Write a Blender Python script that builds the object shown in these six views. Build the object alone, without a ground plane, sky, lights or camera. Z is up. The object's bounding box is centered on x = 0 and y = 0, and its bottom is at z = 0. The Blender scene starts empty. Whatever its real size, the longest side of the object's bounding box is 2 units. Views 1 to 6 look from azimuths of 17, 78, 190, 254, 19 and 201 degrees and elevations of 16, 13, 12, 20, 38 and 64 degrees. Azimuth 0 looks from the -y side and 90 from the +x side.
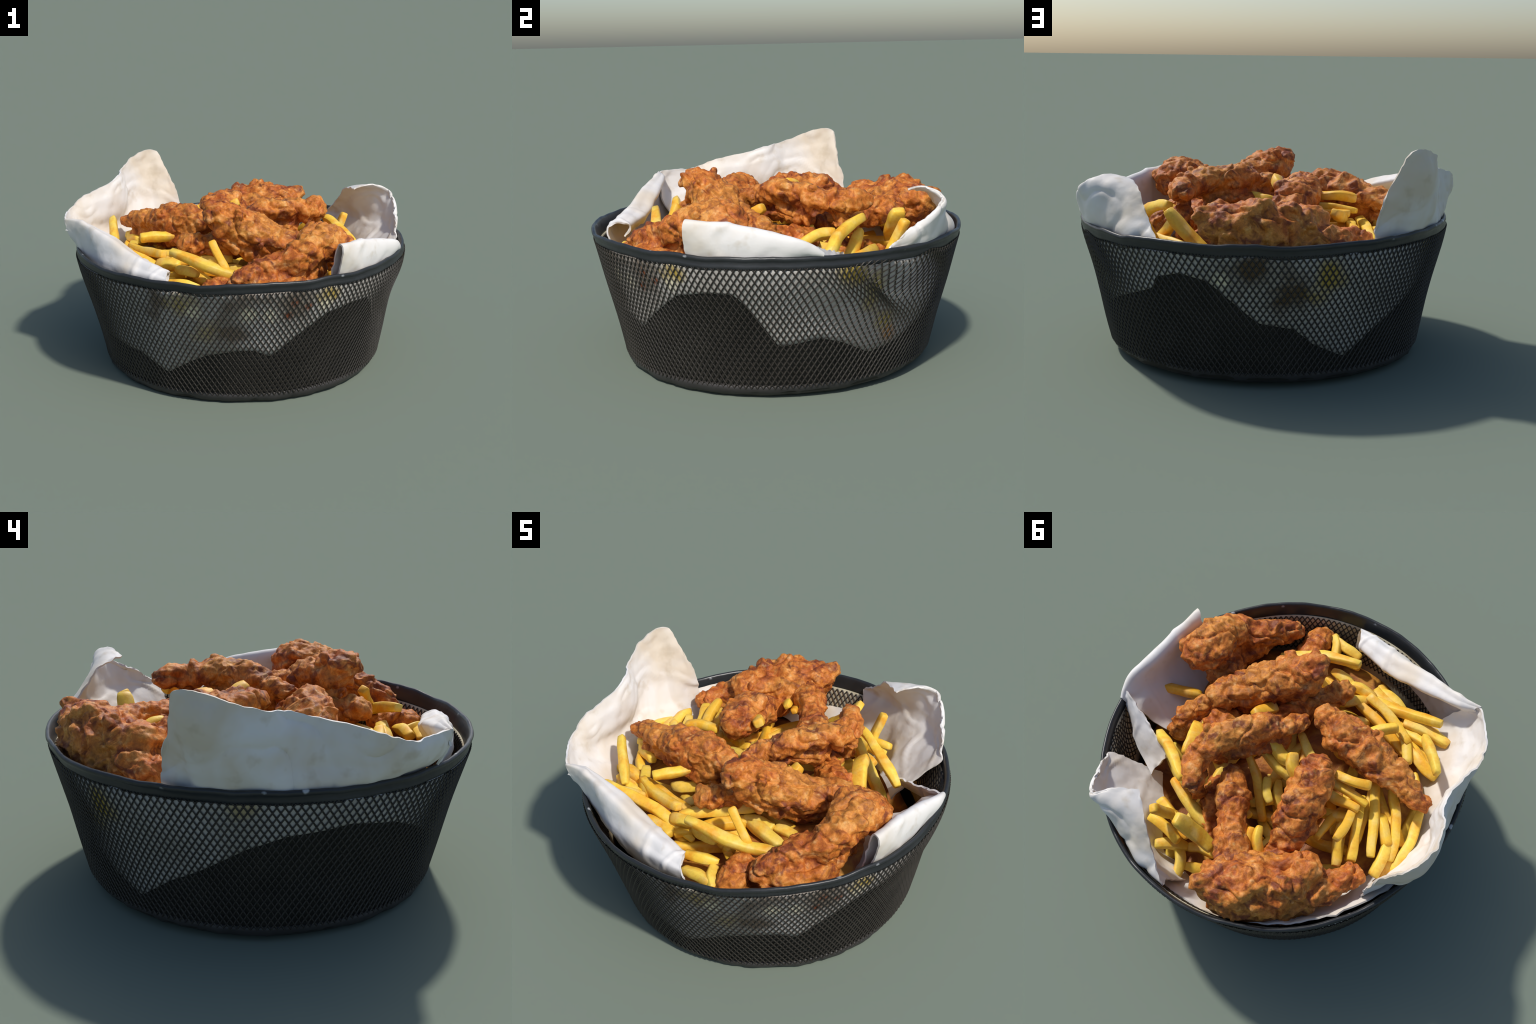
"""Mesh basket lined with white paper, filled with chips and fried chicken strips."""
import bpy, bmesh, math, random
import numpy as np
from mathutils import Vector, noise

rng = random.Random(7)
PI2 = 2 * math.pi
scene_col = bpy.context.scene.collection

# ------------------------------------------------------------------ helpers
def new_obj(name, mesh, parent=None, mat=None, loc=None, smooth=True, stuff=False):
    ob = bpy.data.objects.new(name, mesh)
    scene_col.objects.link(ob)
    if parent is not None:
        ob.parent = parent
    if loc is not None:
        ob.location = loc
    if mat is not None and mesh is not None:
        mesh.materials.append(mat)
    if mesh is not None and smooth:
        mesh.polygons.foreach_set("use_smooth", [True] * len(mesh.polygons))
    if stuff:
        ob["kind"] = "stuff"
    return ob

def mesh_from(name, verts, faces):
    me = bpy.data.meshes.new(name)
    me.from_pydata([tuple(map(float, v)) for v in verts], [], [tuple(map(int, f)) for f in faces])
    me.update()
    return me

def recalc(me):
    bm = bmesh.new(); bm.from_mesh(me)
    bmesh.ops.recalc_face_normals(bm, faces=bm.faces)
    bm.to_mesh(me); bm.free(); me.update()

def thing(name, label, category):
    ob = bpy.data.objects.new(name, None)
    scene_col.objects.link(ob)
    ob["label"] = label; ob["category"] = category
    return ob

def catmull(P, n):
    """Resample a polyline of control values (k, d) to n samples, Catmull-Rom."""
    P = np.asarray(P, float)
    k = len(P)
    if k == 1:
        return np.repeat(P, n, 0)
    E = np.vstack([2 * P[0] - P[1], P, 2 * P[-1] - P[-2]])
    out = []
    for u in np.linspace(0, k - 1, n):
        i = min(int(u), k - 2); t = u - i
        a, b, c, d = E[i], E[i + 1], E[i + 2], E[i + 3]
        out.append(0.5 * (2 * b + (c - a) * t + (2 * a - 5 * b + 4 * c - d) * t * t + (3 * b - a - 3 * c + d) * t ** 3))
    return np.array(out)

# ------------------------------------------------------------------ materials
def nodes(name):
    m = bpy.data.materials.new(name); m.use_nodes = True
    nt = m.node_tree
    bsdf = nt.nodes["Principled BSDF"]
    return m, nt, bsdf

def N(nt, kind, **kw):
    n = nt.nodes.new(kind)
    for k, v in kw.items():
        if k.startswith("i_"):
            n.inputs[k[2:].replace("_", " ")].default_value = v
        else:
            setattr(n, k, v)
    return n

def ramp(nt, src, stops, interp="LINEAR"):
    r = nt.nodes.new("ShaderNodeValToRGB")
    r.color_ramp.interpolation = interp
    el = r.color_ramp.elements
    while len(el) < len(stops):
        el.new(0.5)
    for e, (p, c) in zip(el, stops):
        e.position = p
        e.color = (c, c, c, 1) if isinstance(c, (int, float)) else (*c, 1)
    nt.links.new(src, r.inputs[0])
    return r.outputs[0]

def mix(nt, fac, a, b, mode="MIX"):
    m = nt.nodes.new("ShaderNodeMix"); m.data_type = "RGBA"; m.blend_type = mode
    for sock, v in ((m.inputs[0], fac), (m.inputs[6], a), (m.inputs[7], b)):
        if hasattr(v, "links"):
            nt.links.new(v, sock)
        elif isinstance(v, (int, float)):
            sock.default_value = v
        else:
            sock.default_value = (*v, 1)
    return m.outputs[2]

def math_node(nt, op, a, b=None):
    m = nt.nodes.new("ShaderNodeMath"); m.operation = op
    for s, v in zip(m.inputs, (a, b)):
        if v is None:
            continue
        if hasattr(v, "links"):
            nt.links.new(v, s)
        else:
            s.default_value = v
    return m.outputs[0]

def obj_coords(nt, shift_by_object=True, scale=1.0):
    tc = nt.nodes.new("ShaderNodeTexCoord")
    out = tc.outputs["Object"]
    if shift_by_object:
        oi = nt.nodes.new("ShaderNodeObjectInfo")
        v = nt.nodes.new("ShaderNodeVectorMath"); v.operation = "ADD"
        s = math_node(nt, "MULTIPLY", oi.outputs["Random"], 37.0)
        cx = nt.nodes.new("ShaderNodeCombineXYZ")
        for i in range(3):
            nt.links.new(s, cx.inputs[i])
        nt.links.new(out, v.inputs[0]); nt.links.new(cx.outputs[0], v.inputs[1])
        out = v.outputs[0]
    return out

def noise_tex(nt, vec, scale, detail=4.0, rough=0.55, dist=0.0):
    n = nt.nodes.new("ShaderNodeTexNoise")
    n.inputs["Scale"].default_value = scale
    n.inputs["Detail"].default_value = detail
    n.inputs["Roughness"].default_value = rough
    n.inputs["Distortion"].default_value = dist
    nt.links.new(vec, n.inputs["Vector"])
    return n.outputs["Fac"]

def bump(nt, bsdf, h, strength, dist):
    b = nt.nodes.new("ShaderNodeBump")
    b.inputs["Strength"].default_value = strength
    b.inputs["Distance"].default_value = dist
    nt.links.new(h, b.inputs["Height"])
    nt.links.new(b.outputs[0], bsdf.inputs["Normal"])

def chicken_material():
    m, nt, b = nodes("fried_crust")
    v = obj_coords(nt)
    big = noise_tex(nt, v, 5.0, 3, 0.5, 0.3)
    mid = noise_tex(nt, v, 17.0, 5, 0.62, 0.6)
    fine = noise_tex(nt, v, 60.0, 4, 0.65, 0.4)
    base = ramp(nt, mid, [(0.31, (0.12, 0.023, 0.009)), (0.43, (0.37, 0.090, 0.017)), (0.53, (0.60, 0.195, 0.032)), (0.68, (0.76, 0.37, 0.105))])
    tint = ramp(nt, big, [(0.38, (0.46, 0.110, 0.018)), (0.52, (0.62, 0.210, 0.030)), (0.66, (0.60, 0.285, 0.050))])
    c = mix(nt, 0.40, base, tint)
    # dark red-brown overfried patches
    pat = noise_tex(nt, v, 8.0, 4, 0.62, 1.4)
    c = mix(nt, ramp(nt, pat, [(0.51, 0.0), (0.63, 0.82)]), c, (0.15, 0.028, 0.014))
    # pale flakes of batter
    fl = nt.nodes.new("ShaderNodeTexVoronoi"); fl.inputs["Scale"].default_value = 34.0
    nt.links.new(v, fl.inputs["Vector"])
    flm = math_node(nt, "MULTIPLY", ramp(nt, fl.outputs["Distance"], [(0.10, 1.0), (0.42, 0.0)]), ramp(nt, mid, [(0.50, 0.0), (0.64, 0.7)]))
    c = mix(nt, flm, c, (0.74, 0.43, 0.18))
    c = mix(nt, 0.55, c, ramp(nt, fine, [(0.3, (0.5, 0.42, 0.38)), (0.52, (1, 1, 1)), (0.7, (1.3, 1.35, 1.45))]), "MULTIPLY")
    nt.links.new(c, b.inputs["Base Color"])
    b.inputs["Roughness"].default_value = 0.56
    b.inputs["Specular IOR Level"].default_value = 0.28
    h = math_node(nt, "ADD", math_node(nt, "MULTIPLY", mid, 0.6), math_node(nt, "MULTIPLY", fine, 0.4))
    bump(nt, b, h, 0.55, 0.012)
    return m

def fry_material():
    m, nt, b = nodes("chip_crust")
    v = obj_coords(nt)
    oi = nt.nodes.new("ShaderNodeObjectInfo")
    base = ramp(nt, oi.outputs["Random"], [(0.0, (0.90, 0.53, 0.045)), (0.35, (0.94, 0.63, 0.070)), (0.65, (0.92, 0.66, 0.105)), (0.85, (0.82, 0.58, 0.075)), (1.0, (0.90, 0.46, 0.032))])
    mid = noise_tex(nt, v, 9.0, 3, 0.55, 0.3)
    c = mix(nt, ramp(nt, mid, [(0.46, 0.0), (0.68, 0.8)]), base, (0.82, 0.34, 0.020))
    pale = noise_tex(nt, v, 15.0, 3, 0.5)
    c = mix(nt, ramp(nt, pale, [(0.5, 0.0), (0.72, 0.6)]), c, (0.86, 0.66, 0.22))
    fine = noise_tex(nt, v, 70.0, 3, 0.6)
    c = mix(nt, 0.35, c, ramp(nt, fine, [(0.3, (0.75, 0.7, 0.6)), (0.55, (1, 1, 1))]), "MULTIPLY")
    nt.links.new(c, b.inputs["Base Color"])
    b.inputs["Roughness"].default_value = 0.5
    b.inputs["Specular IOR Level"].default_value = 0.35
    b.inputs["Subsurface Weight"].default_value = 0.0
    bump(nt, b, math_node(nt, "ADD", mid, math_node(nt, "MULTIPLY", fine, 0.25)), 0.3, 0.01)
    return m

def bed_material():
    m, nt, b = nodes("chip_heap")
    v = obj_coords(nt, False)
    a = noise_tex(nt, v, 6.0, 4, 0.6, 1.0)
    c = ramp(nt, a, [(0.3, (0.13, 0.035, 0.010)), (0.5, (0.36, 0.12, 0.020)), (0.68, (0.62, 0.30, 0.04))])
    nt.links.new(c, b.inputs["Base Color"])
    b.inputs["Roughness"].default_value = 0.6
    bump(nt, b, a, 0.5, 0.03)
    return m

def paper_material():
    m, nt, b = nodes("greased_paper")
    v = obj_coords(nt, False)
    a = noise_tex(nt, v, 3.2, 3, 0.5, 0.4)
    sp = noise_tex(nt, v, 11.0, 3, 0.5)
    c = mix(nt, ramp(nt, a, [(0.40, 0.0), (0.66, 0.70)]), (0.77, 0.745, 0.715), (0.64, 0.53, 0.38))
    c = mix(nt, ramp(nt, sp, [(0.58, 0.0), (0.74, 0.45)]), c, (0.50, 0.41, 0.28))
    nt.links.new(c, b.inputs["Base Color"])
    b.inputs["Roughness"].default_value = 0.55
    b.inputs["Specular IOR Level"].default_value = 0.3
    bump(nt, b, math_node(nt, "ADD", a, math_node(nt, "MULTIPLY", sp, 0.35)), 0.35, 0.03)
    return m

def metal_material(name, col, rough=0.45, specks=False):
    m, nt, b = nodes(name)
    v = obj_coords(nt, False)
    a = noise_tex(nt, v, 7.0, 4, 0.6)
    c = mix(nt, ramp(nt, a, [(0.35, 0.0), (0.7, 1.0)]), col, tuple(x * 1.35 + 0.002 for x in col))
    if specks:
        # small white glints painted as pale specks, only along the rolled lip
        vo = nt.nodes.new("ShaderNodeTexVoronoi"); vo.inputs["Scale"].default_value = 9.0
        nt.links.new(v, vo.inputs["Vector"])
        sx = nt.nodes.new("ShaderNodeSeparateXYZ"); nt.links.new(v, sx.inputs[0])
        lip = ramp(nt, sx.outputs["Z"], [(0.706, 0.0), (0.716, 1.0)])
        edge = math_node(nt, "ADD", vo.outputs["Distance"], math_node(nt, "MULTIPLY", noise_tex(nt, v, 40.0, 3), 0.12))
        c = mix(nt, math_node(nt, "MULTIPLY", lip, ramp(nt, edge, [(0.14, 0.8), (0.20, 0.0)])), c, (0.46, 0.48, 0.50))
    nt.links.new(c, b.inputs["Base Color"])
    b.inputs["Roughness"].default_value = rough
    b.inputs["Specular IOR Level"].default_value = 0.4
    bump(nt, b, a, 0.2, 0.02)
    return m

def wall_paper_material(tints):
    """Paper pressed against the mesh: greyed for the dimness behind the wires, with food showing through in places."""
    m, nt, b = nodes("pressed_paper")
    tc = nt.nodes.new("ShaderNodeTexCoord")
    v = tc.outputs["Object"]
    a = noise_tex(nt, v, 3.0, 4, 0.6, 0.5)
    c = mix(nt, ramp(nt, a, [(0.38, 0.0), (0.65, 1.0)]), (0.46, 0.44, 0.41), (0.33, 0.31, 0.27))  # white paper toned down to grey; shade of the mesh baked into the colour
    wob = noise_tex(nt, v, 6.0, 4, 0.6, 0.8)
    for (centre, rad, col, amt) in tints:
        d = nt.nodes.new("ShaderNodeVectorMath"); d.operation = "DISTANCE"
        nt.links.new(v, d.inputs[0]); d.inputs[1].default_value = centre
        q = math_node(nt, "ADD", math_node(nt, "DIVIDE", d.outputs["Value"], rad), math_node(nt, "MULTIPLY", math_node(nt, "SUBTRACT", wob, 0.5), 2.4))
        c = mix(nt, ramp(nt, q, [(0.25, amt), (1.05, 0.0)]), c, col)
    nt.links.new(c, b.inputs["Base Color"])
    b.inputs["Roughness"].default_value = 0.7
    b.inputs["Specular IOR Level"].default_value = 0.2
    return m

MAT_CHICKEN = chicken_material()
MAT_FRY = fry_material()
MAT_BED = bed_material()
MAT_PAPER = paper_material()
MAT_RIM = metal_material("black_rim_enamel", (0.020, 0.022, 0.024), 0.35, specks=True)
MAT_WIRE = metal_material("black_wire", (0.030, 0.0255, 0.0205), 0.5)
MAT_DARK = metal_material("painted_inner_dark", (0.025, 0.0225, 0.0185), 0.8)
MAT_BASE = metal_material("worn_base_enamel", (0.035, 0.032, 0.031), 0.5)
_m, _nt, _b = nodes("cream_lining")
_v = obj_coords(_nt, False)
_nt.links.new(ramp(_nt, noise_tex(_nt, _v, 5.0, 4, 0.6, 0.5), [(0.3, (0.30, 0.23, 0.14)), (0.6, (0.55, 0.50, 0.36))]), _b.inputs["Base Color"])
_b.inputs["Roughness"].default_value = 0.7
MAT_CREAM = _m

# ------------------------------------------------------------------ basket
RIM_Z = 0.72
RA, RB, RTH, RCX, RCY = 1.000, 0.950, 1.099, 0.010, -0.008
BASE_R = 0.838

def rim_r(t):
    """Rim radius (slightly oval hoop) about its centre at polar angle t."""
    c, s = math.cos(t - RTH), math.sin(t - RTH)
    return 1.0 / math.sqrt((c / RA) ** 2 + (s / RB) ** 2)

def wrap(a):
    return (a + math.pi) % PI2 - math.pi

def wall_r(t, z):
    """Outer radius of the flared mesh wall at angle t and height z."""
    top = rim_r(t) - 0.012
    u = (z - 0.05) / (0.66 - 0.05)
    if u < 0:
        r = BASE_R + u * 0.02
    else:
        r = BASE_R + (top - BASE_R) * (0.90 * u + 0.10 * u * u)
    # places where the soft mesh has been pushed out
    for az, wide, zc, tall, amt in ((8, 0.34, 0.61, 0.13, 0.022), (-28, 0.50, 0.60, 0.16, 0.028), (45, 0.40, 0.45, 0.30, 0.012), (-165, 0.50, 0.60, 0.20, 0.026), (118, 0.40, 0.58, 0.16, 0.014), (75, 1.0, 0.08, 0.20, 0.008)):
        r += amt * math.exp(-(wrap(t - math.radians(az)) / wide) ** 2 - ((z - zc) / tall) ** 2)
    r += 0.006 * noise.noise(Vector((2.2 * math.cos(t), 2.2 * math.sin(t), z * 3.0)))
    return r

def place(t, r, z):
    lift = 0.026 * (0.5 + 0.5 * math.sin(t)) * max(0.0, 1 - z / 0.45)
    return (RCX + r * math.cos(t), RCY + r * math.sin(t), z + lift)

basket = thing("mesh_basket", "round black wire mesh basket with a flared rim", "wire basket")

# rim: a rolled hoop with a smooth collar outside and inside
prof = [(-0.024, 0.655), (-0.013, 0.665), (-0.009, 0.685), (-0.006, 0.697), (0.000, 0.705), (0.003, 0.714),
        (0.000, 0.722), (-0.007, 0.726), (-0.015, 0.723), (-0.020, 0.714), (-0.026, 0.690), (-0.036, 0.655), (-0.040, 0.640)]
SEG = 240
verts, faces = [], []
for i in range(SEG):
    t = PI2 * i / SEG
    for (o, z) in prof:
        wob = 0.004 * noise.noise(Vector((6 * math.cos(t), 6 * math.sin(t), z * 4)))
        dz = 0.010 * noise.noise(Vector((5 * math.cos(t), 5 * math.sin(t), 9.0))) + 0.004 * noise.noise(Vector((16 * math.cos(t), 16 * math.sin(t), 2.0)))
        verts.append(place(t, rim_r(t) + o + wob + (wall_r(t, 0.66) - (rim_r(t) - 0.012)) * (0.9 if z < 0.69 else 0.3), z + dz))
k = len(prof)
for i in range(SEG):
    for j in range(k):
        a, b_ = i * k + j, i * k + (j + 1) % k
        c, d = ((i + 1) % SEG) * k + (j + 1) % k, ((i + 1) % SEG) * k + j
        faces.append((a, d, c, b_))
me = mesh_from("rim", verts, faces); recalc(me)
new_obj("rim", me, basket, MAT_RIM)

def shell(name, mat, off, z0, z1, rows, parent, zlow=None):
    """Thin closed wall following the basket, with an optional scalloped lower edge."""
    verts, faces = [], []
    n = 288
    for i in range(n):
        t = PI2 * i / n
        lo = z0 if zlow is None else zlow(t)
        for side in (0, 1):
            for j in range(rows + 1):
                z = lo + (z1 - lo) * j / rows
                verts.append(place(t, wall_r(t, z) - off - 0.004 * side, z))
    k = 2 * (rows + 1)
    loop = list(range(rows + 1)) + [2 * rows + 1 - j for j in range(rows + 1)]
    for i in range(n):
        for a, b_ in zip(loop, loop[1:] + loop[:1]):
            faces.append((i * k + a, ((i + 1) % n) * k + a, ((i + 1) % n) * k + b_, i * k + b_))
    me = mesh_from(name, verts, faces); recalc(me)
    return new_obj(name, me, parent, mat)

shell("interior_dark_shell", MAT_DARK, 0.0105, 0.02, 0.680, 14, basket)  # unlit interior seen through the holes, modelled as a dark-coloured shell
shell("lining_wall", MAT_CREAM, 0.024, 0.30, 0.650, 8, basket)

def wire_mesh(name, off, half, z0, z1, mat):
    """Expanded-metal diamonds: two families of slanting strands round the wall."""
    NW, PITCH = 186, 0.049
    rows = int((z1 - z0) / PITCH * 2) + 1
    verts, faces = [], []
    for fam in (1, -1):
        for w in range(NW):
            base = len(verts)
            for j in range(rows + 1):
                z = z0 + (z1 - z0) * j / rows
                t = PI2 * (w + fam * (z - z0) / PITCH) / NW
                # crumpled region where the mesh is pulled out of shape
                g = math.exp(-(wrap(t - math.radians(24)) / 0.38) ** 2 - ((z - 0.55) / 0.16) ** 2)
                tt = t + g * 0.07 * math.sin(9 * t + 14 * z)
                zz = z + g * 0.028 * math.sin(17 * t + 5 * z) + (0.004 * noise.noise(Vector((5 * math.cos(t), 5 * math.sin(t), 4 * z))) if 0 < j < rows else 0)
                r = wall_r(tt, zz) - off
                x, y, h = place(tt, r, zz)
                out = Vector((math.cos(tt), math.sin(tt), 0)); side = Vector((-math.sin(tt), math.cos(tt), 0))
                p = Vector((x, y, h))
                d = 0.0045 if fam == 1 else 0.0038
                verts += [p + out * d, p + side * half, p - out * d, p - side * half]
            for j in range(rows):
                for q in range(4):
                    a = base + j * 4 + q; b_ = base + j * 4 + (q + 1) % 4
                    faces.append((a, b_, b_ + 4, a + 4))
    me = mesh_from(name, verts, faces); recalc(me)
    return new_obj(name, me, basket, mat, stuff=True, smooth=False)

wire_mesh("wire_mesh", 0.0, 0.0043, 0.045, 0.672, MAT_WIRE)
wire_mesh("inner_wire_mesh", 0.030, 0.0043, 0.40, 0.645, MAT_WIRE)

# base: pressed band and floor
bp = [(-0.20, 0.012), (-0.045, 0.0), (-0.030, 0.0), (-0.010, 0.018), (-0.001, 0.038), (0.0, 0.054), (-0.012, 0.062), (-0.030, 0.050), (-0.20, 0.030)]
verts, faces = [], []
k = len(bp)
for i in range(SEG):
    t = PI2 * i / SEG
    wob = 0.010 * noise.noise(Vector((9 * math.cos(t), 9 * math.sin(t), 1.7))) + 0.006 * noise.noise(Vector((22 * math.cos(t), 22 * math.sin(t), 4.0)))
    for (o, z) in bp:
        rr = BASE_R + o + (wob if z < 0.03 else wob * 0.3)
        verts.append(place(t, rr, max(0.0, z + (0.012 * noise.noise(Vector((7 * math.cos(t), 7 * math.sin(t), 8.0))) if 0 < z < 0.03 else 0))))
for i in range(SEG):
    for j in range(k - 1):
        a, b_ = i * k + j, i * k + j + 1
        c, d = ((i + 1) % SEG) * k + j + 1, ((i + 1) % SEG) * k + j
        faces.append((a, d, c, b_))
faces.append([i * k for i in range(SEG)]); faces.append([i * k + k - 1 for i in range(SEG)])
me = mesh_from("base", verts, faces); recalc(me)
new_obj("base", me, basket, MAT_BASE)

# ------------------------------------------------------------------ paper liner
liner = thing("paper_liner", "white greaseproof paper liner with folded corners", "paper liner")
# lower edge of the paper seen pressed behind the mesh: azimuth (deg), height
HEM = [(-180, .54), (-174, .557), (-161, .52), (-150, .44), (-145, .38), (-127, .27), (-111, .25), (-100, .16), (-90, .255), (-84, .30),
       (-74, .33), (-68, .33), (-62, .29), (-55, .38), (-43, .515), (-33, .545), (-25, .545), (-21, .48), (-12, .27), (1, .305), (8, .271),
       (18, .19), (29, .225), (41, .315), (50, .38), (67, .477), (69, .54), (77, .574), (85, .544), (92, .443), (99, .336), (110, .30),
       (116, .215), (127, .13), (138, .255), (147, .33), (151, .37), (160, .46), (170, .52), (180, .54)]
HX, HY = np.array([h[0] for h in HEM]), np.array([h[1] for h in HEM])
def hem(t):
    return float(np.interp(math.degrees(wrap(t)), HX, HY))
def on_wall(az, z):
    t = math.radians(az); r = wall_r(t, z) - 0.005
    return place(t, r, z)
YEL, BRN, ORA, CRM, BRD = (0.42, 0.29, 0.025), (0.10, 0.060, 0.025), (0.45, 0.17, 0.015), (0.78, 0.72, 0.52), (0.20, 0.055, 0.02)
TINTS = [(on_wall(-100, .60), .09, BRN, .8), (on_wall(-103, .52), .08, BRN, .7), (on_wall(-92, .60), .10, YEL, .7), (on_wall(-84, .45), .09, YEL, .5),
         (on_wall(-76, .43), .12, BRN, .8), (on_wall(-72, .62), .14, BRN, .7), (on_wall(-55, .60), .16, BRN, .7), (on_wall(-44, .62), .07, YEL, .7),
         (on_wall(-41, .631), .05, YEL, .7), (on_wall(9, .645), .08, YEL, .9), (on_wall(17, .56), .09, YEL, .9), (on_wall(16, .47), .06, YEL, .6),
         (on_wall(23, .35), .07, YEL, .8), (on_wall(25, .27), .07, ORA, .8), (on_wall(97, .61), .13, BRN, .95), (on_wall(108, .50), .14, BRN, .95),
         (on_wall(120, .58), .10, YEL, .85), (on_wall(117, .49), .07, YEL, .6), (on_wall(160, .65), .08, YEL, .45),
         (on_wall(-70, .55), .07, CRM, .95), (on_wall(-63, .54), .06, CRM, .9), (on_wall(-88, .55), .055, CRM, .85), (on_wall(-44, .57), .05, CRM, .9),
         (on_wall(89, .548), .045, CRM, .9), (on_wall(-55, .605), .032, BRD, .9), (on_wall(-50, .57), .03, BRD, .9), (on_wall(-57, .525), .03, BRD, .9)]
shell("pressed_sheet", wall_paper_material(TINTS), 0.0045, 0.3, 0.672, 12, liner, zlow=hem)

def sheet(name, rows, nu=60, nv=36, thick=0.011, rough=0.006, seed=0.0, ragged=0.006, thin=0.009, col_thick=None):
    """A soft sheet lofted through rows of points, with wrinkles and a torn edge."""
    rows = [catmull(r, nu) for r in rows]
    cols = [catmull([r[i] for r in rows], nv) for i in range(nu)]
    G = np.array(cols)                                   # nu, nv, 3
    # normals for wrinkles
    du = np.gradient(G, axis=0); dv = np.gradient(G, axis=1)
    nr = np.cross(du, dv); nr /= np.linalg.norm(nr, axis=2, keepdims=True) + 1e-9
    verts, faces = [], []
    for i in range(nu):
        for j in range(nv):
            p = Vector(G[i, j])
            w = rough * noise.noise(p * 7 + Vector((seed, 0, 0))) + 0.5 * rough * noise.noise(p * 17 + Vector((0, seed, 0)))
            w += 0.9 * rough * max(0.0, 1 - abs(noise.noise(p * 4.5 + Vector((0, 0, seed)))) / 0.12)
            p = p + Vector(nr[i, j]) * w
            edge = max(0, 1 - min(i, nu - 1 - i, nv - 1 - j) / 2.0)
            if edge > 0:
                p += Vector((noise.noise(p * 30), noise.noise(p * 30 + Vector((5, 0, 0))), noise.noise(p * 30 + Vector((0, 9, 0))))) * ragged * edge
            verts.append(p)
    for i in range(nu - 1):
        for j in range(nv - 1):
            a = i * nv + j
            faces.append((a, a + nv, a + nv + 1, a + 1))
    # two skins, thicker towards the middle of the sheet, thin at its edges
    mid = mesh_from("tmp", verts, faces)
    nrm = [v.normal.copy() for v in mid.vertices]
    bpy.data.meshes.remove(mid)
    half = []
    for i in range(nu):
        for j in range(nv):
            d = min(i, nu - 1 - i, 3 * (nv - 1 - j))
            th = thick if col_thick is None else float(np.interp(i / (nu - 1), np.linspace(0, 1, len(col_thick)), col_thick)) * (0.5 + 0.5 * math.sin(math.pi * min(1.0, max(0.0, (j / nv - 0.25) / 0.75))))
            half.append(0.5 * (thin + max(0.0, th - thin) * min(1.0, d / (0.22 * nu))))
    n = nu * nv
    skin = [v + q * h for v, q, h in zip(verts, nrm, half)] + [v - q * h for v, q, h in zip(verts, nrm, half)]
    sf = faces + [tuple(x + n for x in reversed(f)) for f in faces]
    loop = [i * nv for i in range(nu)] + [(nu - 1) * nv + j for j in range(1, nv)] + [i * nv + nv - 1 for i in range(nu - 2, -1, -1)] + [j for j in range(nv - 2, 0, -1)]
    for a, b_ in zip(loop, loop[1:] + loop[:1]):
        sf.append((a, a + n, b_ + n, b_))
    me = mesh_from(name, skin, sf); recalc(me)
    ob = new_obj(name, me, liner, MAT_PAPER)
    me.set_sharp_from_angle(angle=1.0)
    return ob

def inside(az, z, k=0.915):
    """A point at share k of the rim radius, narrowing with the basket below the rim."""
    t = math.radians(az)
    r = rim_r(t) * k - max(0.0, RIM_Z - z) * 0.18
    return (RCX + r * math.cos(t), RCY + r * math.sin(t), z)

# tall back-left flap, from the folded corner round to the free edge
top = [(-.835, -.545, .862), (-.895, -.53, .893), (-.945, -.425, .895), (-.972, -.355, .89), (-.981, -.295, .90), (-.973, -.218, .93), (-.947, -.14, .953), (-.880, .016, .990), (-.868, .13, 1.022),
       (-.890, .20, 1.035), (-.898, .27, 1.05), (-.893, .385, 1.09), (-.855, .48, 1.122), (-.815, .53, 1.128), (-.775, .56, 1.108), (-.735, .565, 1.03), (-.685, .56, .935), (-.66, .59, .85)]
azs = [-145, -149, -154, -158, -162, -167, -172, 179, 173, 169, 164, 158, 153, 149, 146, 142, 139, 137]
up = [Vector(p) for p in top]
lo1 = [Vector(inside(a, .712 + .040 * math.exp(-((a + 157) / 14.0) ** 2), (.955 if abs(a) > 147 else .922) + .052 * math.exp(-((a + 157) / 13.0) ** 2))) for a in azs]
lo2 = [Vector(inside(a, .60, .865 if a < 0 else .905)) for a in azs]
lo3 = [Vector(inside(a, .40, .79 if a < 0 else .85)) for a in azs]
def between(A, B, f, inward=0.0, dz=0.0):
    out = []
    for a, b_ in zip(A, B):
        p = a.lerp(b_, f); h = Vector((p.x, p.y, 0)).normalized()
        out.append(p - h * inward + Vector((0, 0, dz)))
    return out
# how far the outer and the inner skin stand off the straight line from rim to edge
outer = [.010, .030, .035, .035, .030, .028, .025, .020, .020, .020, .030, .045, .050, .045, .034, .018, .010, .006]
inner = [.0, .004, .0, .0, .0, -.005, -.018, -.040, -.055, -.048, -.014, -.004, -.002, -.006, -.018, -.028, -.022, -.016]
def belly(f, k):
    out = []
    for a, b_, qo, qi in zip(lo1, up, outer, inner):
        p = a.lerp(b_, f)
        out.append(p + Vector((p.x, p.y, 0)).normalized() * 0.5 * (qo + qi) * k)
    return out
flap_rows = [lo3, lo2, lo1, belly(0.35, 1.0), belly(0.7, 0.85), up]
sheet("flap", flap_rows, 110, 44, 0.030, 0.010, 3.0, col_thick=[qo - qi for qo, qi in zip(outer, inner)])

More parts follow.
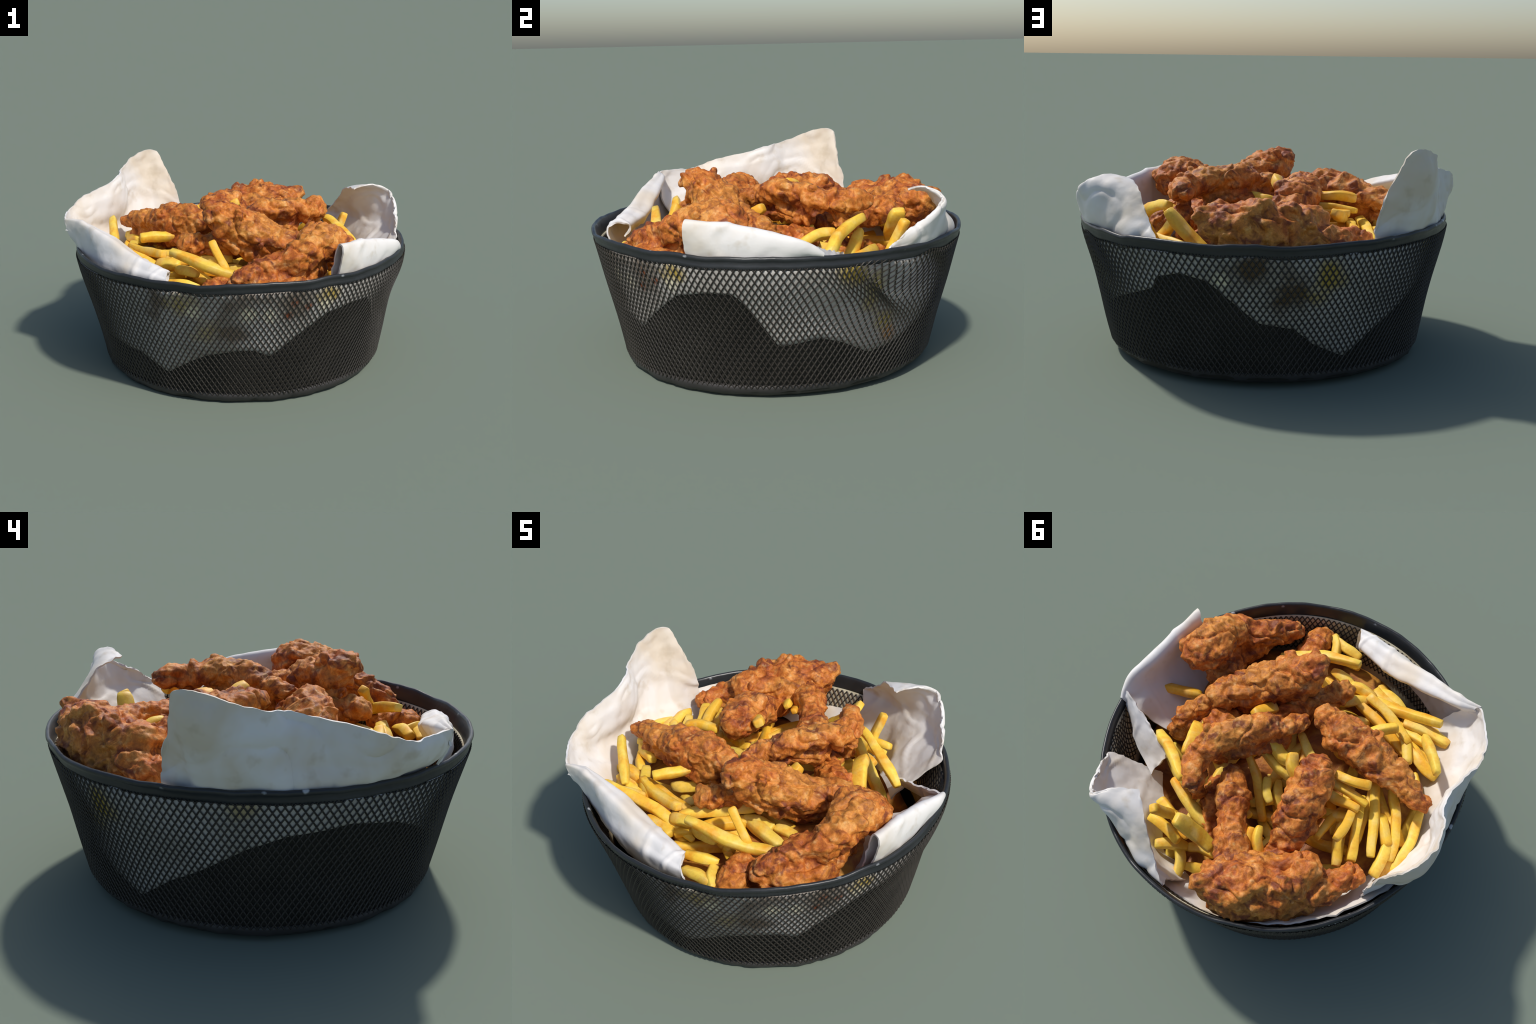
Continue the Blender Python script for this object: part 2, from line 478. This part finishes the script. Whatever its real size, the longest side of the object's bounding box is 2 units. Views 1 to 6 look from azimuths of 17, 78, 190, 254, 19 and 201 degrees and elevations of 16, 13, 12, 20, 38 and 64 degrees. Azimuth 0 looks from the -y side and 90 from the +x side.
# front-left fold: sheet rises from the rim, rolls over and hangs inward
B_az = [-149, -145, -130, -115, -103, -97.5]
B_out = [Vector(inside(a, .69, k)) for a, k in zip(B_az, (.992, .972, .928, .912, .915, .925))]
B_low = [Vector(inside(a, .56, k)) for a, k in zip(B_az, (.955, .945, .915, .905, .905, .91))]
B_ridge = [Vector(p) for p in [(-.893, -.545, .885), (-.783, -.570, .883), (-.576, -.672, .838), (-.357, -.766, .773), (-.166, -.845, .733), (-.130, -.862, .728)]]
B_ins = [Vector(p) for p in [(-.865, -.530, .875), (-.739, -.535, .855), (-.530, -.600, .800), (-.365, -.665, .735), (-.185, -.775, .705), (-.150, -.795, .695)]]
B_hang = [p + Vector((p.x, p.y, 0)).normalized() * .030 + Vector((0, 0, -.050)) for p in B_ins]
B_mid = [a.lerp(b_, .5) + Vector((0, 0, .006)) for a, b_ in zip(B_ridge, B_ins)]
B_up = [a.lerp(b_, .6) + Vector((a.x, a.y, 0)).normalized() * 0.010 for a, b_ in zip(B_out, B_ridge)]
sheet("flap", [B_low, B_out, B_up, B_ridge, B_mid, B_ins, B_hang], 90, 48, 0.010, 0.007, 11.0)
# front-right fold
C_az = [-39, -30, -20, -10, -3, 1]
C_ridge = [Vector(p) for p in [(.750, -.598, .876), (.816, -.442, .868), (.884, -.277, .838), (.959, -.123, .800), (.968, -.045, .768), (.965, -.0, .735)]]
C_out = [Vector(inside(a, .70, .975)) for a in C_az]
C_low = [Vector(inside(a, .60, .955)) for a in C_az]
C_up = [a.lerp(b_, .6) + Vector((a.x, a.y, 0)).normalized() * 0.015 for a, b_ in zip(C_out, C_ridge)]
C_in = [Vector(p) for p in [(.715, -.555, .835), (.785, -.405, .835), (.855, -.25, .81), (.93, -.11, .78), (.945, -.04, .75), (.945, 0, .72)]]
C_h1 = [Vector(inside(a, .67, k)) for a, k in zip(C_az, (.925, .925, .915, .91, .90, .90))]
C_h2 = [Vector(inside(a, .56, k)) for a, k in zip(C_az, (.90, .88, .84, .82, .82, .82))]
C_h3 = [Vector(inside(a, .46, k)) for a, k in zip(C_az, (.84, .78, .68, .64, .64, .64))]
sheet("flap", [C_low, C_out, C_up, C_ridge, C_in, C_h1, C_h2, C_h3], 70, 48, 0.010, 0.006, 31.0)
# inward pleat joining the two right-hand flaps
sheet("pleat", [[(.925, .03, .64), (.83, .16, .560), (.69, .285, .525)], [(.945, -.005, .72), (.81, .12, .635), (.655, .235, .575)], [(.955, -.04, .765), (.79, .07, .705), (.618, .188, .645)]], 40, 20, 0.009, 0.008, 41.0, 0.014)

# back-right flap with its corner curling inward
D_cols = [
    [inside(69, .34, .86), inside(69, .62, .93), (.335, .900, .705), (.400, .810, .775), (.455, .735, .850), (.508, .653, .920), (.585, .545, .938)],
    [inside(60, .34, .86), inside(60, .62, .925), (.480, .830, .705), (.545, .755, .800), (.600, .695, .880), (.630, .640, .936), (.635, .565, .955)],
    [inside(50, .34, .86), inside(50, .62, .925), (.625, .725, .705), (.690, .690, .790), (.735, .670, .870), (.745, .645, .930), (.695, .590, .968)],
    [inside(38, .44, .76), inside(38, .60, .875), (.765, .585, .705), (.795, .600, .780), (.805, .625, .845), (.805, .645, .895), (.792, .640, .930)],
    [inside(29, .44, .76), inside(29, .60, .875), (.845, .455, .705), (.865, .470, .750), (.865, .510, .800), (.855, .550, .835), (.840, .575, .870)],
    [inside(20, .44, .76), inside(20, .60, .875), (.895, .310, .690), (.900, .330, .715), (.895, .370, .745), (.885, .410, .775), (.872, .445, .800)]]
D_rows = [[c[j] for c in D_cols] for j in range(7)]
sheet("flap", D_rows, 70, 60, 0.022, 0.009, 53.0, 0.008)

# paper lying inside the back rim beside and beneath the biggest strip
def back_top(a):
    """The paper lies low by the corner flap and climbs to the rim further round."""
    return .53 + .162 * min(1.0, max(0.0, (a - 88) / 14.0))
sheet("inner_sheet", [[inside(a, back_top(a) - .19, .84) for a in range(64, 153, 6)], [inside(a, back_top(a) - .08, .91) for a in range(64, 153, 6)], [inside(a, back_top(a) + .008 * math.sin(a), .958) for a in range(64, 153, 6)]], 60, 14, 0.010, 0.010, 61.0)

# ------------------------------------------------------------------ chicken strips
def keep_in(p, gap=0.042):
    """Press a point back inside the basket wall where food would poke through it."""
    x, y = p.x - RCX, p.y - RCY
    t = math.atan2(y, x); r = math.hypot(x, y)
    lim = wall_r(t, min(p.z, 0.66)) - gap
    if p.z < 0.72 and r > lim:
        return Vector((RCX + lim * math.cos(t), RCY + lim * math.sin(t), p.z))
    return p

def chicken(tubes, seed, label, lump=1.0, flat=0.86):
    """Union of round-bodied chains (centre, radius), remeshed and roughened into crust."""
    bm = bmesh.new()
    krng = random.Random(100 + seed)
    allp = np.array([q[:3] for tb in tubes for q in tb])
    cen = Vector(allp.mean(0))
    for tb in tubes:
        n = max(2, len(tb) * 5)
        for q in (catmull(tb, n) if len(tb) > 1 else np.array(tb)):
            r = bmesh.ops.create_icosphere(bm, subdivisions=2, radius=max(0.02, q[3] * 1.06 + 0.010))
            bmesh.ops.scale(bm, verts=r["verts"], vec=(1, 1, flat))
            bmesh.ops.translate(bm, verts=r["verts"], vec=Vector(q[:3]) - cen)
            # clots of batter stuck on the side
            if krng.random() < 0.75:
                d = Vector((krng.gauss(0, 1), krng.gauss(0, 1), krng.gauss(0, 0.8))).normalized()
                kr = q[3] * krng.uniform(0.30, 0.46)
                r = bmesh.ops.create_icosphere(bm, subdivisions=2, radius=kr)
                bmesh.ops.translate(bm, verts=r["verts"], vec=Vector(q[:3]) - cen + d * (q[3] * 1.06 + 0.006 - kr * 0.40))
    me = bpy.data.meshes.new("tmp"); bm.to_mesh(me); bm.free()
    ob = bpy.data.objects.new("tmp", me); scene_col.objects.link(ob)
    rm = ob.modifiers.new("r", "REMESH"); rm.mode = "VOXEL"; rm.voxel_size = 0.0075
    sm = ob.modifiers.new("s", "SMOOTH"); sm.factor = 0.5; sm.iterations = 5
    dg = bpy.context.evaluated_depsgraph_get()
    out = bpy.data.meshes.new_from_object(ob.evaluated_get(dg), depsgraph=dg)
    bpy.data.objects.remove(ob); bpy.data.meshes.remove(me)
    sh = Vector((seed * 3.7, seed * 1.3, seed * 2.1))
    nv = [v.normal.copy() for v in out.vertices]
    for v, nn in zip(out.vertices, nv):
        p = v.co + sh
        big = noise.noise(p * 6.0)
        warp = p + Vector((noise.noise(p * 9), noise.noise(p * 9 + Vector((7, 0, 0))), noise.noise(p * 9 + Vector((0, 7, 0))))) * 0.03
        d1 = noise.voronoi(warp * 14.0)[0][0]
        ridge = 1 - abs(noise.noise(warp * 14.0)) * 2
        crease = max(0.0, 1 - abs(noise.noise(Vector((p.x * 5.0, p.y * 7.0, p.z * 6.0)) + Vector((3, 1, 8)))) / 0.10)
        fine = noise.fractal(p * 38.0, 1.0, 2.1, 3)
        v.co += nn * (lump * (0.022 * big + 0.018 * (0.45 - d1) + 0.014 * (ridge - 0.55) - 0.016 * crease) + 0.006 * fine)
    for v in out.vertices:
        v.co = keep_in(v.co + cen) - cen
    out.name = "chicken_strip"
    o = new_obj("chicken_strip", out, None, MAT_CHICKEN, loc=cen - Vector((0, 0, 0.010)))
    o["label"] = label; o["category"] = "chicken strip"
    return o

STRIPS = [
    ("big knobbly two-lobed golden brown fried chicken strip", [[(.235, -.785, .690, .045), (.33, -.70, .740, .066), (.43, -.62, .765, .072), (.51, -.60, .800, .076), (.575, -.50, .835, .098), (.595, -.43, .853, .112), (.655, -.385, .825, .095)],
        [(.29, -.785, .64, .056), (.40, -.725, .665, .074), (.50, -.65, .65, .07)], [(.40, -.64, .68, .07), (.51, -.52, .68, .09), (.52, -.41, .69, .10)]]),
    ("short upright end of a fried chicken strip", [[(.10, -.86, .57, .07), (.105, -.80, .62, .068), (.13, -.70, .61, .068)]]),
    ("long craggy fried chicken strip with a thin tail", [[(-.01, -.435, .960, .066), (.06, -.395, .932, .096), (.16, -.345, .87, .11), (.27, -.305, .815, .105), (.37, -.25, .77, .085)], [(.05, -.375, .83, .075), (.18, -.32, .76, .085), (.33, -.26, .70, .075)], [(.37, -.25, .775, .08), (.49, -.17, .745, .066), (.58, -.09, .675, .062), (.655, -.02, .57, .055)]]),
    ("thin arched fried chicken strip with a knobbly end", [[(-.03, -.14, .862, .05), (.07, -.07, .878, .062), (.182, .0, .905, .066), (.28, .075, .90, .066), (.37, .15, .875, .070), (.41, .245, .862, .060), (.385, .33, .868, .048), (.362, .385, .872, .036)],
        [(.04, -.05, .80, .05), (.17, .03, .79, .06), (.28, .09, .78, .055)], [(.40, .24, .77, .045), (.385, .32, .72, .038), (.38, .34, .64, .034)]]),
    ("flat tapering fried chicken strip with narrow tip", [[(-.15, -.22, .855, .06), (-.235, -.185, .85, .09), (-.36, -.135, .835, .102), (-.48, -.09, .815, .095), (-.60, -.04, .80, .068), (-.70, .005, .785, .05), (-.765, .03, .768, .036)],
        [(-.22, -.21, .76, .07), (-.38, -.145, .74, .075), (-.54, -.08, .72, .06), (-.67, -.025, .70, .04)]]),
    ("stubby rounded fried chicken strip piece", [[(-.215, .07, .885, .05), (-.206, .13, .875, .085), (-.19, .25, .845, .105), (-.18, .37, .79, .092), (-.165, .47, .735, .07), (-.16, .56, .70, .06)]]),
    ("straight cylindrical fried chicken strip", [[(.212, .215, .735, .056), (.18, .31, .745, .068), (.149, .403, .752, .072), (.10, .52, .762, .074), (.054, .636, .768, .078), (.02, .74, .755, .07)]]),
    ("large crescent shaped fried chicken strip with prongs", [[(.142, .858, .835, .042), (.105, .84, .815, .052), (.02, .80, .775, .115), (-.12, .745, .745, .155), (-.25, .675, .735, .13), (-.30, .60, .775, .10)],
        [(-.25, .74, .69, .10), (-.38, .675, .695, .085), (-.48, .58, .70, .07), (-.545, .51, .70, .058)], [(.02, .84, .67, .09), (-.10, .82, .66, .12), (-.24, .78, .655, .10)]]),
    ("small pointed fried chicken strip end", [[(-.165, -.445, .785, .05), (-.08, -.36, .765, .065), (.03, -.27, .74, .07), (.12, -.2, .71, .07)]]),
    ("broad smooth fried chicken piece under the others", [[(.35, .05, .68, .09), (.39, -.03, .675, .105), (.38, -.10, .64, .09)]]),
    ("dark fried chicken strip half hidden in shade", [[(.30, .24, .60, .06), (.27, .37, .58, .07), (.24, .50, .55, .06)]]),
]
for i, (lab, tubes) in enumerate(STRIPS):
    chicken(tubes, i + 1, lab, flat=0.90 if "stubby" in lab else 0.86)

# ------------------------------------------------------------------ chips
def fry_mesh(path, w=0.054, h=0.048, roll=0.0, seed=0.0, flat_end=True):
    """Square-cut potato chip swept along a bent path, ends cut blunt."""
    P = catmull(path, 14)
    T = np.gradient(P, axis=0); T /= np.linalg.norm(T, axis=1, keepdims=True)
    ring, verts, faces = 12, [], []
    upv = np.array([0.0, 0.0, 1.0])
    if abs(T[7] @ upv) > 0.9:
        upv = np.array([1.0, 0.2, 0.0])
    sq = []
    for a in range(ring):
        th = PI2 * a / ring + roll * 0
        c, s = math.cos(th), math.sin(th)
        e = 0.42
        sq.append((math.copysign(abs(c) ** e, c), math.copysign(abs(s) ** e, s)))
    L = len(P)
    def ringat(p, t, k, j):
        s1 = np.cross(t, upv); s1 /= np.linalg.norm(s1); s2 = np.cross(s1, t)
        cr, sr = math.cos(roll + 0.15 * j / L), math.sin(roll + 0.15 * j / L)
        for (x, y) in sq:
            xx, yy = x * w / 2 * k, y * h / 2 * k
            q = p + s1 * (xx * cr - yy * sr) + s2 * (xx * sr + yy * cr)
            verts.append(q)
    tap = (0.30 * abs(noise.noise(Vector((seed, 3.3, 0)))) * 2, 0.30 * abs(noise.noise(Vector((seed, 8.1, 0)))) * 2)
    ringat(P[0] - T[0] * 0.004, T[0], 0.66 * (1 - tap[0]), 0)
    for j in range(L):
        u = j / (L - 1)
        k = 1.0 + 0.12 * noise.noise(Vector((u * 3.0, seed, 1.0))) - tap[0] * max(0, 1 - u / 0.3) - tap[1] * max(0, 1 - (1 - u) / 0.3) - 0.10 * max(0, 1 - min(u, 1 - u) / 0.08)
        ringat(P[j], T[j], k, j)
    ringat(P[-1] + T[-1] * 0.004, T[-1], 0.66 * (1 - tap[1]), L)
    R = L + 2
    for j in range(R - 1):
        for a in range(ring):
            faces.append((j * ring + a, j * ring + (a + 1) % ring, (j + 1) * ring + (a + 1) % ring, (j + 1) * ring + a))
    faces.append(list(range(ring))[::-1]); faces.append([(R - 1) * ring + a for a in range(ring)])
    sh = Vector((seed, seed * 2, 0))
    verts = [Vector(v) for v in verts]
    verts = [v + Vector((noise.noise(v * 11 + sh), noise.noise(v * 11 + sh + Vector((4, 0, 0))), noise.noise(v * 11 + sh + Vector((0, 4, 0))))) * 0.007 for v in verts]
    return verts, faces

def add_fry(path, label, w=0.054, h=0.048, roll=None):
    roll = rng.uniform(-0.6, 0.6) if roll is None else roll
    if len(path) == 3:                      # no chip is quite straight
        a, m, b_ = (Vector(p) for p in path)
        bend = (b_ - a).cross(Vector((0, 0, 1)))
        if bend.length > 0.05:
            m = m + bend.normalized() * rng.uniform(-.020, .020) + Vector((0, 0, rng.uniform(-.004, .014)))
        path = [a, m, b_]
    k = rng.uniform(0.86, 1.08); w, h = w * k, h * k
    cen = Vector(np.mean(np.array(path, float), 0))
    v, f = fry_mesh(path, w, h, roll, rng.uniform(0, 50))
    me = mesh_from("french_fry", [keep_in(p) - cen for p in v], f); recalc(me)
    o = new_obj("french_fry", me, None, MAT_FRY, loc=cen - Vector((0, 0, 0.008)))
    o["label"] = label; o["category"] = "french fry"
    return o

LABELS = ["golden yellow square cut french fry", "pale yellow crisp potato french fry", "bent golden french fry with browned edges", "short thick cut yellow french fry"]
chip_count = 0
bundles = []
def chip(path, w=0.054, h=0.048):
    """One visible chip: its bent centre line and its cut size."""
    global chip_count
    add_fry(path, LABELS[chip_count % 4], w * 1.04, h * 1.04)
    chip_count += 1
    bundles.append((path, w, h))

chip([(-.195, -.640, .785), (.0, -.655, .735), (.12, -.64, .69), (.26, -.60, .66)], w=.062, h=.056)
chip([(.008, -.54, .832), (.055, -.575, .775), (.125, -.63, .70)], w=.052, h=.050)
chip([(-.728, -.46, .745), (-.507, -.484, .695), (-.34, -.52, .645), (-.20, -.57, .585)], w=.060, h=.056)
chip([(-.785, -.135, .815), (-.73, -.25, .77), (-.66, -.376, .70)], w=.050, h=.056)
chip([(-.596, -.311, .70), (-.45, -.40, .705), (-.30, -.50, .725)], w=.052, h=.050)
chip([(-.505, -.345, .765), (-.43, -.28, .765), (-.33, -.20, .755)], w=.056, h=.058)
chip([(-.41, .385, .795), (-.42, .28, .76), (-.43, .12, .70)], w=.052, h=.055)
chip([(-.520, .440, .712), (-.49, .30, .715), (-.455, .08, .70)], w=.058, h=.052)
chip([(-.60, .36, .655), (-.56, .18, .685), (-.50, -.02, .70)], w=.055, h=.050)
chip([(-.70, .34, .63), (-.66, .15, .655), (-.58, -.05, .68)], w=.055, h=.052)
chip([(-.73, .38, .61), (-.755, .22, .635), (-.765, .04, .665)], w=.055, h=.050)
chip([(-.645, .45, .63), (-.66, .37, .64), (-.66, .27, .65)], w=.060, h=.055)
chip([(-.66, .27, .66), (-.62, .21, .665), (-.575, .13, .66)], w=.052, h=.050)
chip([(-.30, .06, .835), (-.40, .065, .83), (-.485, .06, .822)], w=.052, h=.048)
chip([(-.06, .07, .915), (-.10, .12, .885), (-.14, .17, .84)], w=.058, h=.055)
chip([(.11, -.03, .80), (.01, .04, .785), (-.08, .06, .78)], w=.055, h=.050)
chip([(-.04, -.12, .77), (-.12, -.04, .755), (-.22, .03, .74)], w=.052, h=.050)
chip([(.20, .065, .775), (.108, .19, .634), (.02, .31, .50)], w=.052, h=.050)
chip([(.05, .14, .66), (.02, .20, .66), (-.01, .26, .65)], w=.050, h=.050)
chip([(-.03, .46, .785), (-.055, .53, .75), (-.085, .60, .70)], w=.050, h=.046)
chip([(.42, .349, .72), (.538, .246, .58), (.61, .17, .50), (.66, .115, .43)], w=.052, h=.054)
chip([(.447, .349, .795), (.50, .30, .79), (.59, .198, .75), (.66, .14, .71), (.71, .09, .66)], w=.056, h=.054)
chip([(.528, .558, .78), (.49, .52, .67), (.45, .47, .56)], w=.056, h=.050)
chip([(.386, .573, .807), (.325, .575, .735), (.26, .58, .675), (.19, .60, .62)], w=.085, h=.050)
chip([(.87, -.22, .605), (.74, -.225, .61), (.61, -.235, .60)])
chip([(.50, .19, .735), (.515, .09, .715), (.53, -.02, .67)], w=.075, h=.050)
chip([(.23, -.12, .835), (.19, -.17, .80), (.14, -.22, .78)], w=.058, h=.055)
chip([(.56, .43, .595), (.455, .505, .59), (.345, .58, .585)], w=.055, h=.052)
chip([(.58, .535, .58), (.48, .575, .58), (.385, .61, .575)], w=.055, h=.050)
chip([(.54, .30, .615), (.41, .39, .605), (.275, .48, .585)], w=.056, h=.055)
chip([(0.507, 0.642, 0.500), (0.432, 0.627, 0.480), (0.352, 0.587, 0.450)], w=.055, h=.050)
chip([(0.352, 0.587, 0.450), (0.282, 0.577, 0.440), (0.202, 0.577, 0.440)], w=.052, h=.050)
chip([(0.402, 0.597, 0.460), (0.372, 0.667, 0.460), (0.342, 0.757, 0.440)], w=.050, h=.050)
chip([(0.332, 0.687, 0.440), (0.262, 0.667, 0.430), (0.182, 0.637, 0.420)], w=.055, h=.052)
chip([(-.18, -.715, .63), (-.10, -.715, .63), (-.005, -.715, .625)], w=.060, h=.052)
chip([(-.16, -.79, .60), (-.07, -.82, .60), (.02, -.855, .60)], w=.060, h=.052)
chip([(-.02, -.74, .60), (.01, -.81, .60), (.03, -.88, .60)], w=.050, h=.050)
chip([(-.30, -.50, .675), (-.13, -.43, .68), (.05, -.33, .675)], w=.060, h=.055)
chip([(.01, -.38, .63), (.09, -.385, .625), (.17, -.40, .62)], w=.060, h=.052)
chip([(.02, -.34, .61), (.12, -.41, .61), (.24, -.49, .60)], w=.062, h=.055)
chip([(.18, -.385, .62), (.25, -.40, .61), (.33, -.43, .60)], w=.062, h=.055)
chip([(-.45, -.24, .63), (-.36, -.225, .64), (-.27, -.21, .65)], w=.062, h=.058)
chip([(-.34, -.39, .635), (-.29, -.35, .64), (-.24, -.30, .65)], w=.055, h=.050)
chip([(-0.330, -0.610, 0.615), (-0.420, -0.570, 0.620), (-0.500, -0.530, 0.625)], w=.055, h=.052)
chip([(-.18, -.55, .69), (-.26, -.54, .68), (-.33, -.53, .67)], w=.055, h=.050)
chip([(-.05, -.62, .66), (-.12, -.58, .67), (-.2, -.55, .66)], w=.055, h=.050)
chip([(-.60, -.30, .655), (-.69, -.25, .65), (-.79, -.19, .645)], w=.058, h=.050)
chip([(-.53, -.43, .68), (-.66, -.41, .68), (-.79, -.385, .675)], w=.056, h=.050)
chip([(-0.310, -0.600, 0.620), (-0.390, -0.570, 0.625), (-0.470, -0.540, 0.630)], w=.055, h=.050)
chip([(-.50, -.40, .67), (-.56, -.32, .68), (-.62, -.20, .69)], w=.060, h=.055)
chip([(-.62, -.12, .68), (-.69, -.05, .68), (-.74, .01, .67)], w=.055, h=.052)
chip([(.02, -.60, .60), (-.08, -.52, .60), (-.16, -.46, .60)], w=.06, h=.055)
chip([(-.46, .18, .76), (-.33, .16, .745), (-.24, .12, .74)], w=.055, h=.05)


# chips buried lower in the heap: a few shared shapes, turned every way
shared = []
for s in range(6):
    L = 0.26 + 0.05 * s
    bend = rng.uniform(-0.03, 0.03)
    v, f = fry_mesh([(-L / 2, 0, 0), (0, bend, rng.uniform(-.015, .015)), (L / 2, 0, 0)], 0.056, 0.052, 0.3 * s, s * 3.1)
    me = mesh_from("buried_fry", v, f); recalc(me)
    me.materials.append(MAT_FRY)
    me.polygons.foreach_set("use_smooth", [True] * len(me.polygons))
    shared.append(me)
def heap_z(x, y):
    """Height of the packed chips: a low mound with hollows between the strips."""
    z = 0.525 - 0.05 * ((x * x + y * y) / 0.74)
    for (px, py, rad, deep) in ((.64, .34, .22, .22), (.66, .02, .14, .10), (.40, -.37, .17, -.14), (.10, -.46, .18, -.06), (.34, .64, .24, .18), (-.10, -.25, .16, -.07), (.22, .10, .16, -.10), (.02, .32, .14, .10)):
        z -= deep * math.exp(-((x - px) ** 2 + (y - py) ** 2) / rad ** 2)
    return z

# a second chip tucked under most of the visible ones, so that they lie in bundles
for path, w, h in list(bundles):
    P = [Vector(p) for p in path]
    if max(p.x for p in P) > 0.12 or P[0].z > 0.79 and abs(P[0].z - P[-1].z) > 0.12:
        continue
    if rng.random() < 0.3:
        continue
    d = (P[-1] - P[0]).normalized(); side = d.cross(Vector((0, 0, 1)))
    if side.length < 0.3:
        continue
    side.normalize()
    off = side * rng.choice((-1, 1)) * rng.uniform(.035, .06) + Vector((0, 0, rng.uniform(-.06, -.035)))
    turn = rng.uniform(-.35, .35); c = sum(P, Vector()) / len(P)
    Q = []
    for p in P:
        q = (p - c) * 1.15
        q = Vector((q.x * math.cos(turn) - q.y * math.sin(turn), q.x * math.sin(turn) + q.y * math.cos(turn), q.z))
        Q.append(tuple(c + q + off + Vector((0, 0, -0.02 * (p - c).length))))
    add_fry(Q, LABELS[len(Q) % 4], w, h)

for i in range(45):
    r = 0.66 * math.sqrt(rng.random()); a = rng.uniform(0, PI2)
    x, y = 0.86 * r * math.cos(a), 0.86 * r * math.sin(a)
    o = bpy.data.objects.new("french_fry", shared[i % 6])
    scene_col.objects.link(o)
    o.location = (x, y, heap_z(x, y) + rng.uniform(-.01, .035))
    o.rotation_euler = (rng.uniform(0, PI2), rng.uniform(-.22, .22), rng.uniform(0, PI2))
    o["label"] = LABELS[i % 4]; o["category"] = "french fry"

# packed heap beneath everything
verts, faces = [], []
nr_, na = 22, 96
for i in range(nr_ + 1):
    r = 0.82 * i / nr_
    for j in range(na):
        a = PI2 * j / na
        x, y = r * math.cos(a), r * math.sin(a)
        z = heap_z(x, y) - 0.01 + 0.03 * noise.noise(Vector((x * 6, y * 6, 0)))
        verts.append((x, y, z))
for i in range(nr_):
    for j in range(na):
        faces.append((i * na + j, i * na + (j + 1) % na, (i + 1) * na + (j + 1) % na, (i + 1) * na + j))
b0 = len(verts)
for j in range(na):
    a = PI2 * j / na
    verts.append((0.78 * math.cos(a), 0.78 * math.sin(a), 0.20))
for j in range(na):
    faces.append((nr_ * na + j, nr_ * na + (j + 1) % na, b0 + (j + 1) % na, b0 + j))
faces.append([b0 + j for j in range(na)])
me = mesh_from("fry_heap", verts, faces); bm = bmesh.new(); bm.from_mesh(me)
bmesh.ops.remove_doubles(bm, verts=bm.verts, dist=1e-5); bmesh.ops.recalc_face_normals(bm, faces=bm.faces); bm.to_mesh(me); bm.free()
o = new_obj("fry_heap", me, None, MAT_BED, stuff=True)
o["label"] = "packed heap of french fries under the chicken"; o["category"] = "french fries"
